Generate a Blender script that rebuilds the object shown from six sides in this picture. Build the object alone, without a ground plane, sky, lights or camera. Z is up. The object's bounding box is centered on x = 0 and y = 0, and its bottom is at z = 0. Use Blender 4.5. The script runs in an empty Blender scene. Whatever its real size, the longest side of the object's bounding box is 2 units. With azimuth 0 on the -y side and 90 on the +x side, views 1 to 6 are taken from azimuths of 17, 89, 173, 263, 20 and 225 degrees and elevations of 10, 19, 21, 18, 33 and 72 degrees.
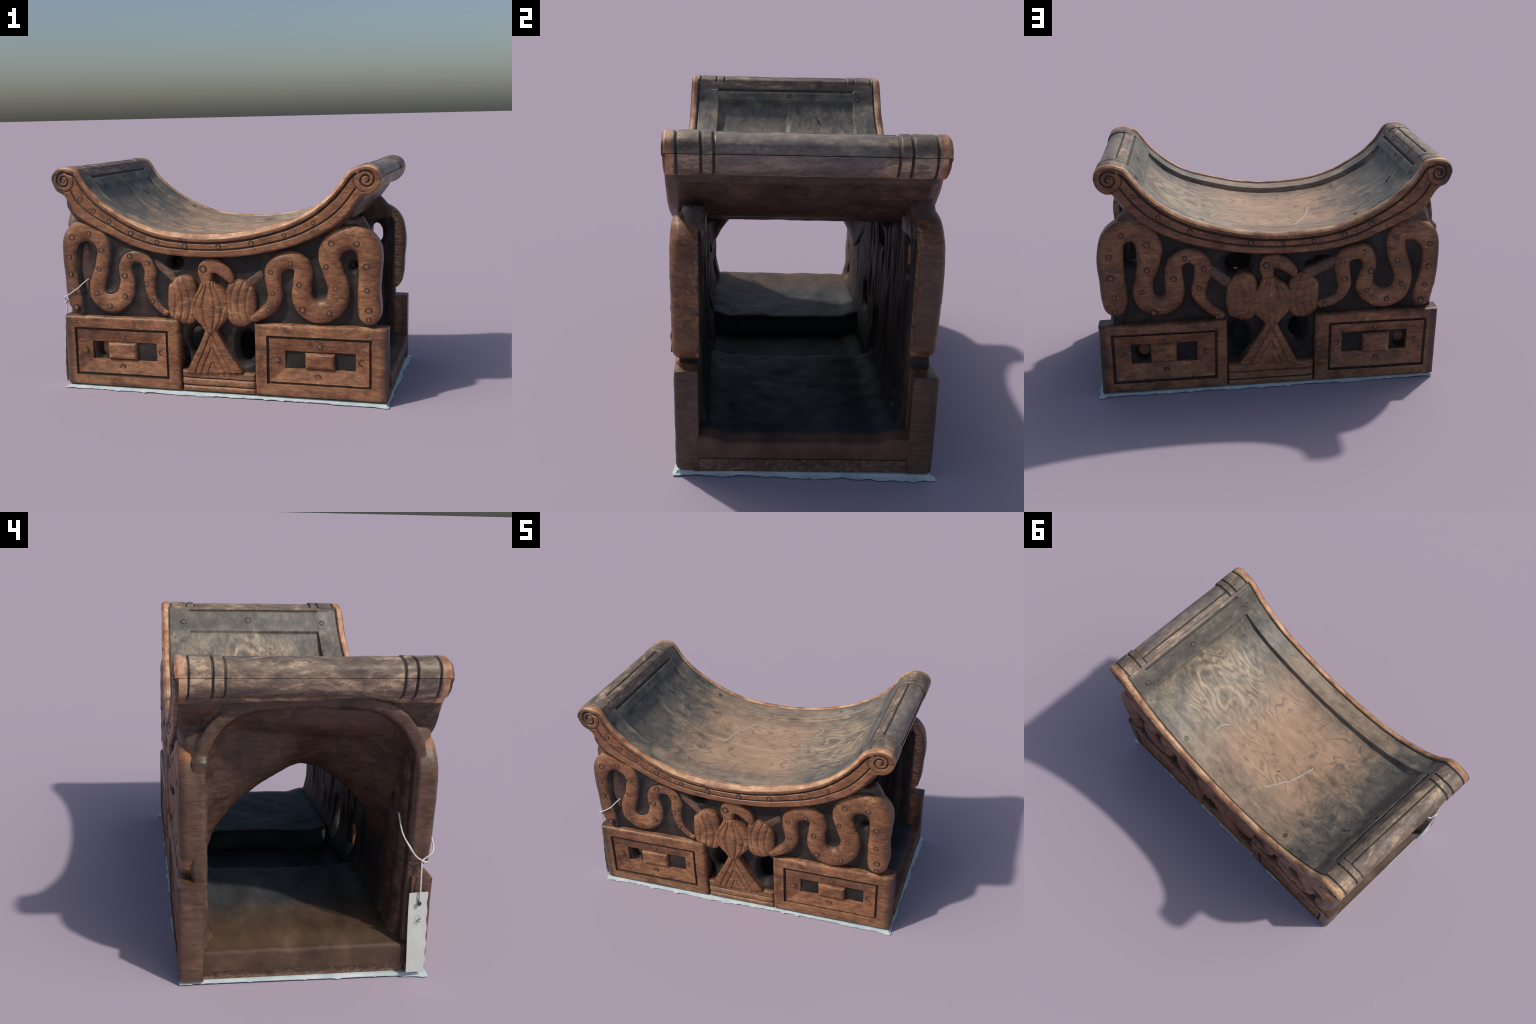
# Carved wooden stool: curved seat with scroll rolls on an openwork base
# (two snakes and a bird on each long side, box panels below), on a paper sheet.
import bpy, math
import numpy as np

rng = np.random.default_rng(7)

# ------------------------------------------------------------------ helpers
def value_noise(P, seed=0):
    """smooth 3-D value noise in -1..1 for an (n,3) array"""
    P = np.asarray(P, float)
    i = np.floor(P).astype(np.int64)
    f = P - i
    f = f * f * (3 - 2 * f)

    def h(a, b, c):
        n = (a * 374761393 + b * 668265263 + c * 1274126177 + seed * 974634777) & 0x7FFFFFFF
        n = ((n ^ (n >> 13)) * 1103515245) & 0x7FFFFFFF
        n = (n ^ (n >> 16)) * 69069 & 0x7FFFFFFF
        return ((n >> 8) & 0xFFFF) / 32767.5 - 1

    out = 0
    for dx in (0, 1):
        for dy in (0, 1):
            for dz in (0, 1):
                w = (f[:, 0] if dx else 1 - f[:, 0]) * (f[:, 1] if dy else 1 - f[:, 1]) * (f[:, 2] if dz else 1 - f[:, 2])
                out = out + w * h(i[:, 0] + dx, i[:, 1] + dy, i[:, 2] + dz)
    return out


def fractal(P, scale, seed=0, octaves=3):
    P = np.asarray(P, float) * np.asarray(scale, float)
    tot, amp = 0, 1.0
    for o in range(octaves):
        tot = tot + amp * value_noise(P * 2 ** o + 17.3 * o, seed + o)
        amp *= 0.5
    return tot / 1.75


def smoothstep(a, b, x):
    t = np.clip((x - a) / (b - a), 0, 1)
    return t * t * (3 - 2 * t)


def spline(ctrl, n, closed=False):
    """Catmull-Rom through control rows, resampled evenly by arc length of the first two columns"""
    C = np.asarray(ctrl, float)
    k = len(C)
    pad = np.vstack([2 * C[0] - C[1], C, 2 * C[-1] - C[-2]])
    out = []
    for i in range(k - 1):
        p0, p1, p2, p3 = pad[i:i + 4]
        t = np.linspace(0, 1, 40, endpoint=False)[:, None]
        out.append(0.5 * (2 * p1 + (p2 - p0) * t + (2 * p0 - 5 * p1 + 4 * p2 - p3) * t ** 2 + (3 * p1 - p0 - 3 * p2 + p3) * t ** 3))
    out = np.vstack(out + [C[-1:]])
    L = np.concatenate([[0], np.cumsum(np.hypot(*np.diff(out[:, :2], axis=0).T))])
    s = np.linspace(0, L[-1], n)
    return np.stack([np.interp(s, L, out[:, j]) for j in range(C.shape[1])], 1)


def poly_distance(pts, line):
    """distance of each 2-D point to a polyline"""
    best = np.full(len(pts), 9.0)
    for a, b in zip(line[:-1], line[1:]):
        ab = b - a
        t = np.clip(((pts - a) @ ab) / max(ab @ ab, 1e-12), 0, 1)
        best = np.minimum(best, np.hypot(*(pts - a - t[:, None] * ab).T))
    return best


def groove(dist, width, depth):
    """rounded V cut: depth at distance 0 fading to nothing at width"""
    return depth * np.clip(1 - (dist / width) ** 2, 0, 1)


def grid_faces(nu, nv, wrap_v=False, flip=False, off=0):
    faces = []
    for i in range(nu - 1):
        for j in range(nv if wrap_v else nv - 1):
            j2 = (j + 1) % nv
            q = (off + i * nv + j, off + i * nv + j2, off + (i + 1) * nv + j2, off + (i + 1) * nv + j)
            faces.append(q[::-1] if flip else q)
    return faces


ROOT = bpy.data.objects.new("carved_stool", None)
bpy.context.collection.objects.link(ROOT)
ROOT["label"] = "dark brown carved wooden stool with curved seat, snakes and bird"
ROOT["category"] = "stool"


def add_mesh(name, verts, faces, mats, parent=None, smooth=True, face_mat=None, sharp=None):
    me = bpy.data.meshes.new(name)
    me.from_pydata([tuple(map(float, v)) for v in verts], [], [tuple(map(int, f)) for f in faces])
    me.update()
    for m in (mats if isinstance(mats, (list, tuple)) else [mats]):
        me.materials.append(m)
    if face_mat is not None:
        me.polygons.foreach_set("material_index", np.asarray(face_mat, np.int32))
    me.polygons.foreach_set("use_smooth", np.full(len(me.polygons), smooth))
    if sharp:
        me.set_sharp_from_angle(angle=math.radians(sharp))
    ob = bpy.data.objects.new(name, me)
    bpy.context.collection.objects.link(ob)
    ob.parent = parent or ROOT
    return ob


def orient_outward(me):
    import bmesh
    bm = bmesh.new()
    bm.from_mesh(me)
    bmesh.ops.recalc_face_normals(bm, faces=bm.faces)
    bm.to_mesh(me)
    bm.free()


# ------------------------------------------------------------------ materials
class Nodes:
    def __init__(self, name):
        self.mat = bpy.data.materials.new(name)
        self.mat.use_nodes = True
        self.t = self.mat.node_tree
        self.t.nodes.clear()
        self.out = self.t.nodes.new("ShaderNodeOutputMaterial")
        self.bsdf = self.t.nodes.new("ShaderNodeBsdfPrincipled")
        self.t.links.new(self.bsdf.outputs[0], self.out.inputs[0])
        self.tc = self.t.nodes.new("ShaderNodeTexCoord")
        self.pos = self.tc.outputs["Object"]
        sep = self.t.nodes.new("ShaderNodeSeparateXYZ")
        self.t.links.new(self.pos, sep.inputs[0])
        self.x, self.y, self.z = sep.outputs

    def put(self, socket, v):
        if isinstance(v, bpy.types.NodeSocket):
            self.t.links.new(v, socket)
        else:
            socket.default_value = v

    def math(self, op, a, b=0.0, c=0.0, clamp=False):
        n = self.t.nodes.new("ShaderNodeMath")
        n.operation = op
        n.use_clamp = clamp
        for s, v in zip(n.inputs, (a, b, c)):
            self.put(s, v)
        return n.outputs[0]

    def mapped(self, scale=(1, 1, 1), loc=(0, 0, 0), rot=(0, 0, 0), src=None):
        n = self.t.nodes.new("ShaderNodeMapping")
        self.put(n.inputs[0], src or self.pos)
        n.inputs["Scale"].default_value = scale
        n.inputs["Location"].default_value = loc
        n.inputs["Rotation"].default_value = rot
        return n.outputs[0]

    def noise(self, scale=5, detail=4, rough=0.55, vec=None, distortion=0.0):
        n = self.t.nodes.new("ShaderNodeTexNoise")
        self.put(n.inputs["Vector"], vec or self.pos)
        n.inputs["Scale"].default_value = scale
        n.inputs["Detail"].default_value = detail
        n.inputs["Roughness"].default_value = rough
        n.inputs["Distortion"].default_value = distortion
        return n.outputs[0]

    def ramp(self, fac, stops):
        n = self.t.nodes.new("ShaderNodeValToRGB")
        self.put(n.inputs[0], fac)
        e = n.color_ramp.elements
        while len(e) < len(stops):
            e.new(0.5)
        for el, (p, c) in zip(e, stops):
            el.position = p
            el.color = (c, c, c, 1) if isinstance(c, (int, float)) else (*c, 1)
        return n.outputs[0]

    def span(self, v, a, b):
        """smooth 0..1 as v goes a..b"""
        n = self.t.nodes.new("ShaderNodeMapRange")
        n.interpolation_type = "SMOOTHSTEP"
        self.put(n.inputs[0], v)
        n.inputs[1].default_value, n.inputs[2].default_value = a, b
        return n.outputs[0]

    def mix(self, fac, a, b, blend="MIX"):
        n = self.t.nodes.new("ShaderNodeMix")
        n.data_type = "RGBA"
        n.blend_type = blend
        self.put(n.inputs[0], fac)
        for s, v in ((n.inputs[6], a), (n.inputs[7], b)):
            self.put(s, v if isinstance(v, bpy.types.NodeSocket) else (*v, 1))
        return n.outputs[2]

    def finish(self, color, rough=0.5, bump=None, strength=0.3, dist=0.003, spec=0.4):
        self.put(self.bsdf.inputs["Base Color"], color if isinstance(color, bpy.types.NodeSocket) else (*color, 1))
        self.put(self.bsdf.inputs["Roughness"], rough)
        self.bsdf.inputs["Specular IOR Level"].default_value = spec
        if bump is not None:
            b = self.t.nodes.new("ShaderNodeBump")
            b.inputs["Strength"].default_value = strength
            b.inputs["Distance"].default_value = dist
            self.put(b.inputs["Height"], bump)
            self.t.links.new(b.outputs[0], self.bsdf.inputs["Normal"])
        return self.mat


def make_carved_wood(name, dark, mid, light, pale, grime, end_tint=0.0):
    n = Nodes(name)
    grain = n.noise(13, 6, 0.62, n.mapped((1.0, 1.0, 4.5)), 1.2)
    patch = n.noise(6.5, 5, 0.62, None, 0.4)
    speck = n.noise(48, 4, 0.7, n.mapped((0.45, 1, 1.5)), 0.6)
    v = n.math("ADD", n.math("MULTIPLY", grain, 0.5), n.math("MULTIPLY", patch, 0.5))
    col = n.ramp(v, [(0.33, dark), (0.46, mid), (0.58, light), (0.72, pale)])
    # dirt rubbed into patches
    g = n.ramp(n.noise(10, 6, 0.72, n.mapped((1, 1, 1.4), (3.1, 1.7, 4.2)), 0.7), [(0.50, 0.0), (0.66, 0.75)])
    col = n.mix(g, col, grime)
    # bare scuffs: flecks that gather where edges stand proud
    geo = n.t.nodes.new("ShaderNodeNewGeometry")
    proud = n.span(n.math("ADD", geo.outputs["Pointiness"], n.math("MULTIPLY", n.math("SUBTRACT", patch, 0.5), 0.16)), 0.505, 0.60)
    fleck = n.ramp(speck, [(0.46, 0.0), (0.62, 1.0)])
    col = n.mix(n.math("MULTIPLY", n.math("MULTIPLY", proud, fleck), 0.9), col, pale)
    col = n.mix(n.ramp(speck, [(0.58, 0.0), (0.72, 0.55)]), col, pale)
    # yellowish scuffing low down on the box frames
    low = n.math("MULTIPLY", n.span(n.math("ADD", n.z, n.math("MULTIPLY", patch, 0.12)), 0.22, 0.10), n.ramp(n.noise(16, 6, 0.7, n.mapped((0.6, 1, 1.3))), [(0.44, 0.0), (0.60, 0.8)]))
    col = n.mix(n.math("MULTIPLY", low, end_tint), col, (0.36, 0.20, 0.095))
    # post and box ends tinted darker, partly baking in the shade they stand in
    tint = n.math("MULTIPLY", n.span(n.math("ABSOLUTE", n.x), 0.895, 0.930), end_tint)
    endc = n.ramp(v, [(0.33, (0.042, 0.024, 0.016)), (0.48, (0.084, 0.048, 0.033)), (0.60, (0.128, 0.076, 0.051)), (0.74, (0.24, 0.145, 0.092))])
    col = n.mix(tint, col, endc)
    bump = n.math("ADD", n.math("MULTIPLY", grain, 0.45), n.math("ADD", n.math("MULTIPLY", n.noise(85, 4, 0.7), 0.3), n.math("MULTIPLY", speck, 0.25)))
    return n.finish(col, n.ramp(patch, [(0.3, 0.34), (0.7, 0.55)]), bump, 0.5, 0.004)


WOOD = make_carved_wood("carved_brown_wood", (0.070, 0.029, 0.015), (0.190, 0.078, 0.036), (0.30, 0.133, 0.060), (0.54, 0.305, 0.155), (0.062, 0.035, 0.023), 0.9)
END = make_carved_wood("end_grain_brown_wood", (0.06, 0.034, 0.023), (0.12, 0.068, 0.044), (0.17, 0.10, 0.064), (0.27, 0.165, 0.105), (0.05, 0.034, 0.026))
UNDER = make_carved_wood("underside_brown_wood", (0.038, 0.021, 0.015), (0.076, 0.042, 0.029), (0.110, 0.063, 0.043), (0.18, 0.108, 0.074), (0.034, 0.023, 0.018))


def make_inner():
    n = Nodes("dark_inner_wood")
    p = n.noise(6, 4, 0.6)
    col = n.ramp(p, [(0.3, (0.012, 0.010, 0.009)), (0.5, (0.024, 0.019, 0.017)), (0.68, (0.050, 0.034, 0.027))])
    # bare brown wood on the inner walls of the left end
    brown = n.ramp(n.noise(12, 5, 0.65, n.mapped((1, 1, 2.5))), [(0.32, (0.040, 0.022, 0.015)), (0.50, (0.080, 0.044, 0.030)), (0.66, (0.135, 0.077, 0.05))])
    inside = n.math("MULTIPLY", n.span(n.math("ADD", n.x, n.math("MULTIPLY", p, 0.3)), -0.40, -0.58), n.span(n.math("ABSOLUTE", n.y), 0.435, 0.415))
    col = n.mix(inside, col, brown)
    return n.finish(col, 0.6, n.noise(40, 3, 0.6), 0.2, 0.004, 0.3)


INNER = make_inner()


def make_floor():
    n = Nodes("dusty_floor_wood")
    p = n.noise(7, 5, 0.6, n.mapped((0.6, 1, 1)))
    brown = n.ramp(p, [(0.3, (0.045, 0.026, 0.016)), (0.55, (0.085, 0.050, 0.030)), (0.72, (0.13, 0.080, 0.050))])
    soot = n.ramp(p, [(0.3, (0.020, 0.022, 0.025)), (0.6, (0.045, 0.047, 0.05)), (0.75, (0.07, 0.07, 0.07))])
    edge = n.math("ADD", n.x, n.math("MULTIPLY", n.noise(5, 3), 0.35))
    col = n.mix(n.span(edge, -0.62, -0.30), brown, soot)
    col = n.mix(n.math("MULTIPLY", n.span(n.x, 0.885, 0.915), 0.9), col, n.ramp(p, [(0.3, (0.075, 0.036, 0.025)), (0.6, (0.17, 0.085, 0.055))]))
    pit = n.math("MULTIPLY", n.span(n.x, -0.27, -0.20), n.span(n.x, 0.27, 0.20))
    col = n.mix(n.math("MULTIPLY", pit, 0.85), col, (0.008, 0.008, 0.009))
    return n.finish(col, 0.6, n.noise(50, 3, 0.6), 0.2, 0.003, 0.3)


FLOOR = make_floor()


def make_seat_wood():
    """top of the seat: peach worn middle with growth rings, grey-green ends, tan rim"""
    n = Nodes("worn_seat_wood")
    X = n.math("SUBTRACT", n.x, n.math("MULTIPLY", n.y, 0.016))
    warp = n.noise(3.2, 4, 0.6)
    fine = n.noise(22, 5, 0.65, n.mapped((0.35, 1.6, 1)), 0.8)
    blotch = n.noise(6, 5, 0.65, None, 0.5)

    flat = n.mapped((1.0, 1.7, 0.0))
    figure = n.noise(2.1, 3.0, 0.5, flat, 0.5)                     # slow field whose level lines draw the grain
    lines = n.math("MULTIPLY_ADD", n.math("SINE", n.math("MULTIPLY", figure, 95.0)), 0.5, 0.5)

    def oval(cx, cy, rx, ry):
        dx = n.math("DIVIDE", n.math("SUBTRACT", X, cx), rx)
        dy = n.math("DIVIDE", n.math("SUBTRACT", n.y, cy), ry)
        r = n.math("SQRT", n.math("ADD", n.math("MULTIPLY", dx, dx), n.math("MULTIPLY", dy, dy)))
        return n.math("ADD", r, n.math("MULTIPLY", n.math("SUBTRACT", warp, 0.5), 1.3))

    v = n.math("ADD", n.math("MULTIPLY", fine, 0.5), n.math("MULTIPLY", blotch, 0.5))
    warm = n.ramp(v, [(0.32, (0.21, 0.138, 0.092)), (0.46, (0.38, 0.245, 0.158)), (0.58, (0.455, 0.30, 0.195)), (0.72, (0.52, 0.365, 0.25))])
    cool = n.ramp(v, [(0.36, (0.068, 0.062, 0.054)), (0.46, (0.132, 0.118, 0.098)), (0.54, (0.205, 0.172, 0.134)), (0.65, (0.38, 0.29, 0.20))])
    figv = n.math("ADD", n.math("MULTIPLY", lines, 0.16), n.math("ADD", n.math("MULTIPLY", fine, 0.54), n.math("MULTIPLY", blotch, 0.30)))
    knot = n.ramp(figv, [(0.36, (0.13, 0.105, 0.085)), (0.48, (0.27, 0.205, 0.145)), (0.60, (0.43, 0.325, 0.215)), (0.70, (0.58, 0.45, 0.30))])
    # grey along the bands; ends darkened further with painted shading below the rolls
    d = n.math("ADD", X, n.math("MULTIPLY", n.math("SUBTRACT", blotch, 0.5), 0.5))
    ends = n.math("MAXIMUM", n.span(d, -0.28, -0.66), n.span(d, 0.16, 0.42))
    side = n.span(n.math("ABSOLUTE", n.math("ADD", n.y, n.math("MULTIPLY", n.math("SUBTRACT", warp, 0.5), 0.3))), 0.20, 0.36)
    col = n.mix(n.math("MAXIMUM", n.math("MULTIPLY", ends, 1.0), n.math("MULTIPLY", side, 0.6)), warm, cool)
    kmask = n.math("MULTIPLY", n.span(oval(0.44, 0.02, 0.27, 0.30), 1.15, 0.45), 0.85)
    col = n.mix(kmask, col, knot)
    # growth lines round the worn middle
    ro = oval(-0.10, -0.06, 0.46, 0.26)
    band = n.math("MULTIPLY", n.span(ro, 0.35, 0.65), n.span(ro, 1.35, 1.0))
    rmask = n.math("MULTIPLY", n.math("MULTIPLY", band, n.ramp(lines, [(0.70, 0.0), (0.98, 1.0)])), n.ramp(blotch, [(0.40, 0.0), (0.58, 0.65)]))
    col = n.mix(rmask, col, (0.15, 0.115, 0.085))
    # dark stains
    st = n.ramp(n.noise(8, 5, 0.6, n.mapped((1, 1, 1), (7.7, 2.1, 0)), 1.0), [(0.60, 0.0), (0.70, 0.65)])
    col = n.mix(st, col, (0.09, 0.08, 0.072))
    # let-in patch at the left end
    inside = n.math("MULTIPLY", n.math("MULTIPLY", n.span(X, -0.584, -0.590), n.span(X, -0.80, -0.79)), n.math("MULTIPLY", n.span(n.y, -0.035, -0.041), n.span(n.y, -0.36, -0.35)))
    col = n.mix(n.math("MULTIPLY", inside, 0.45), col, (0.12, 0.108, 0.092))
    # pale worn stretches on the border bands
    pw = n.math("MULTIPLY", n.math("MULTIPLY", n.span(X, -0.10, -0.085), n.span(X, 0.20, 0.185)), n.math("MULTIPLY", n.span(n.y, -0.405, -0.412), n.span(n.y, -0.455, -0.447)))
    pw2 = n.math("MULTIPLY", n.math("MULTIPLY", n.span(X, 0.20, 0.22), n.span(X, 0.58, 0.565)), n.math("MULTIPLY", n.span(n.y, 0.37, 0.38), n.span(n.y, 0.445, 0.437)))
    col = n.mix(n.math("MULTIPLY", n.math("MULTIPLY", n.math("MAXIMUM", pw, pw2), n.ramp(blotch, [(0.38, 0.2), (0.55, 1.0)])), 0.5), col, (0.36, 0.30, 0.225))
    # end boards: dark greenish grey
    board = n.math("MAXIMUM", n.span(X, -0.745, -0.765), n.span(X, 0.665, 0.685))
    bcol = n.ramp(n.noise(12, 6, 0.7, n.mapped((1, 0.7, 1))), [(0.34, (0.055, 0.052, 0.048)), (0.52, (0.115, 0.105, 0.088)), (0.64, (0.20, 0.17, 0.125)), (0.74, (0.38, 0.28, 0.175))])
    col = n.mix(n.math("MULTIPLY", board, 0.9), col, bcol)
    # rolls: worn tan over dark brown
    drift = n.noise(5, 4, 0.6, n.mapped((2.0, 0.7, 2.0), (2, 5, 1)), 0.8)
    flake = n.noise(34, 8, 0.75, n.mapped((1.6, 0.6, 1.6)), 0.8)
    rv = n.math("ADD", n.math("MULTIPLY", drift, 0.55), n.math("MULTIPLY", flake, 0.45))
    rcol = n.ramp(rv, [(0.38, (0.075, 0.054, 0.044)), (0.47, (0.140, 0.102, 0.078)), (0.53, (0.22, 0.160, 0.115)), (0.58, (0.42, 0.295, 0.19)), (0.66, (0.62, 0.45, 0.29))])
    roll = n.math("MAXIMUM", n.span(X, -0.800, -0.818), n.span(X, 0.752, 0.768))
    col = n.mix(roll, col, rcol)
    blue = n.math("MULTIPLY", n.span(X, 0.80, 0.82), n.span(n.math("ABSOLUTE", n.y), 0.30, 0.28))
    col = n.mix(n.math("MULTIPLY", blue, 0.55), col, n.ramp(n.noise(16, 6, 0.7), [(0.36, (0.13, 0.11, 0.105)), (0.56, (0.21, 0.19, 0.18)), (0.70, (0.42, 0.30, 0.20))]))
    # rim along the long sides: orange tan
    yf = n.math("ADD", n.math("MULTIPLY", n.x, n.math("MULTIPLY_ADD", n.x, 0.020, 0.022)), -0.512)
    yb = n.math("ADD", n.math("MULTIPLY", n.x, n.math("MULTIPLY_ADD", n.x, -0.015, 0.012)), 0.520)
    e = n.math("MINIMUM", n.math("SUBTRACT", n.y, yf), n.math("SUBTRACT", yb, n.y))
    rim = n.span(n.math("ADD", e, n.math("MULTIPLY", n.math("SUBTRACT", fine, 0.5), 0.03)), 0.040, 0.028)
    rimcol = n.ramp(n.noise(15, 6, 0.7, n.mapped((0.6, 1, 1))), [(0.32, (0.19, 0.085, 0.045)), (0.48, (0.42, 0.21, 0.11)), (0.60, (0.62, 0.37, 0.205)), (0.74, (0.72, 0.48, 0.30))])
    col = n.mix(rim, col, rimcol)
    bump = n.math("ADD", n.math("MULTIPLY", fine, 0.6), n.math("MULTIPLY", n.noise(80, 4, 0.7), 0.3))
    return n.finish(col, n.ramp(blotch, [(0.3, 0.40), (0.7, 0.58)]), bump, 0.4, 0.004, 0.4)


SEAT = make_seat_wood()


def make_plain(name, a, b, rough=0.7, scale=30):
    n = Nodes(name)
    return n.finish(n.ramp(n.noise(scale, 4, 0.6), [(0.35, a), (0.65, b)]), rough)


BOARD = make_plain("grey_board_wood", (0.10, 0.09, 0.075), (0.16, 0.14, 0.11), 0.55, 40)
RING = make_plain("dark_punch_mark", (0.035, 0.022, 0.018), (0.06, 0.036, 0.026), 0.6)
DARK_CUT = make_plain("dark_cut_line", (0.055, 0.048, 0.042), (0.10, 0.085, 0.068), 0.8, 25)
DIRT = make_plain("dirt_in_grooves", (0.040, 0.024, 0.017), (0.070, 0.042, 0.029), 0.8, 25)
PAPER = make_plain("bluish_white_paper", (0.40, 0.48, 0.49), (0.56, 0.62, 0.61), 0.8, 12)
TAG = make_plain("white_tag_card", (0.55, 0.57, 0.53), (0.63, 0.65, 0.61), 0.7, 14)
STRING = make_plain("white_cotton_string", (0.55, 0.52, 0.47), (0.72, 0.70, 0.66), 0.8, 90)
INK = make_plain("faded_ink", (0.03, 0.03, 0.035), (0.12, 0.12, 0.12), 0.8, 60)
CRACK = make_plain("pale_filled_crack", (0.42, 0.40, 0.35), (0.56, 0.53, 0.46), 0.7, 50)

# ------------------------------------------------------------------ frame
SHEAR = 0.016                                  # the seat leans a little in plan


def seat_front(X):
    return -0.512 + 0.022 * X + 0.020 * X * X


def seat_back(X):
    return 0.520 + 0.012 * X - 0.015 * X * X



def y_front(x):
    return -0.488 + 0.039 * x


def y_back(x):
    return 0.518 + 0.027 * x


def on_side(side, x, z, d):
    """point at depth d behind the carved front (side -1) or back (side +1) face"""
    y = y_front(x) + d if side < 0 else y_back(x) - d
    return np.stack([x, y, z], -1)


# ------------------------------------------------------------------ seat
# paired outline: upper edge (x,z) and lower edge (x,z), left roll to right roll
SEAT_PAIRS = [
    (-.979, 1.250, -.979, 1.250), (-.971, 1.286, -.974, 1.210), (-.943, 1.310, -.954, 1.178), (-.897, 1.318, -.920, 1.160),
    (-.848, 1.312, -.893, 1.132), (-.822, 1.293, -.873, 1.098), (-.790, 1.243, -.845, 1.052), (-.755, 1.195, -.805, 1.018),
    (-.675, 1.120, -.720, .972), (-.580, 1.058, -.610, .922), (-.475, 1.003, -.490, .870), (-.345, .957, -.350, .834),
    (-.200, .936, -.200, .818), (-.030, .930, -.030, .814), (.130, .944, .150, .825), (.280, .975, .300, .851),
    (.430, 1.022, .450, .890), (.550, 1.085, .580, .945), (.650, 1.165, .680, 1.005), (.705, 1.230, .755, 1.080),
    (.745, 1.285, .800, 1.140), (.772, 1.307, .825, 1.165), (.820, 1.322, .860, 1.168), (.868, 1.318, .890, 1.185),
    (.904, 1.295, .911, 1.215), (.917, 1.255, .917, 1.255)]


def seat_curves(n=660):
    C = np.array(SEAT_PAIRS)
    k = len(C)
    swap = [2, 3, 0, 1]                       # beyond each tip the upper edge runs on into the lower one
    pad = np.vstack([C[1][swap], C, C[-2][swap]])
    u = np.linspace(0, k - 1, 4000)
    i = np.clip(u.astype(int), 0, k - 2)
    t = (u - i)[:, None]
    p0, p1, p2, p3 = pad[i], pad[i + 1], pad[i + 2], pad[i + 3]
    D = 0.5 * (2 * p1 + (p2 - p0) * t + (2 * p0 - 5 * p1 + 4 * p2 - p3) * t ** 2 + (3 * p1 - p0 - 3 * p2 + p3) * t ** 3)
    step = np.hypot(*np.diff(D[:, :2], axis=0).T) + 0.5 * np.hypot(*np.diff(D[:, 2:], axis=0).T)
    end = (u[:-1] < 6) | (u[:-1] > k - 7)
    L = np.concatenate([[0], np.cumsum(step * np.where(end, 2.2, 1.0))])
    s = np.linspace(0, L[-1], n)
    return np.stack([np.interp(s, L, D[:, j]) for j in range(4)], 1)


SC = seat_curves()
SCROLLS = {"left": np.array((-.905, 1.240)), "right": np.array((.840, 1.245))}


def seat_bottom(x):
    b = SC[(SC[:, 2] > -.90) & (SC[:, 2] < .84)]
    return np.interp(x, b[:, 2], b[:, 3])


def seat_top(X):
    b = SC[(SC[:, 0] > -.95)]
    b = b[np.argsort(b[:, 0])]
    return np.interp(X, b[:, 0], b[:, 1])


def scroll_lines():
    """grooves cut in the two long faces of the seat, as polylines in (X,z)"""
    T, B = SC[:, :2], SC[:, 2:]
    run = (T[:, 0] > -.835) & (T[:, 0] < .785)
    w = (B - T) / np.maximum(np.hypot(*(B - T).T), 1e-6)[:, None]
    thick = np.hypot(*(B - T).T)
    up = (T + w * 0.036)[run]
    mid = (T + w * (0.64 * thick)[:, None])[run]
    lines = []
    for key, sgn in (("left", -1), ("right", 1)):
        c = SCROLLS[key]
        a = np.linspace(0, 1, 90)
        ang = math.radians(128) - a * math.radians(560)         # over the top, outward, and in
        r = 0.050 * (1 - a) + 0.012 * a
        lines.append(c + np.stack([sgn * r * np.cos(ang), r * np.sin(ang)], 1))
        a = np.linspace(math.radians(150), math.radians(265), 30)  # arc parting the roll from the slab
        lines.append(c + 0.066 * np.stack([sgn * np.cos(a), np.sin(a)], 1))
    left_end, right_end = lines[0][0], lines[2][0]
    up = np.vstack([left_end, up[np.hypot(*(up - SCROLLS["left"]).T) > .068][0:] if True else up])
    up = up[(np.hypot(*(up - SCROLLS["left"]).T) > .049) & (np.hypot(*(up - SCROLLS["right"]).T) > .062)]
    up = np.vstack([left_end, up, right_end])
    mid = mid[(np.hypot(*(mid - SCROLLS["left"]).T) > .066) & (np.hypot(*(mid - SCROLLS["right"]).T) > .066)]
    return up[::2], mid[::2], lines


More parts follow.
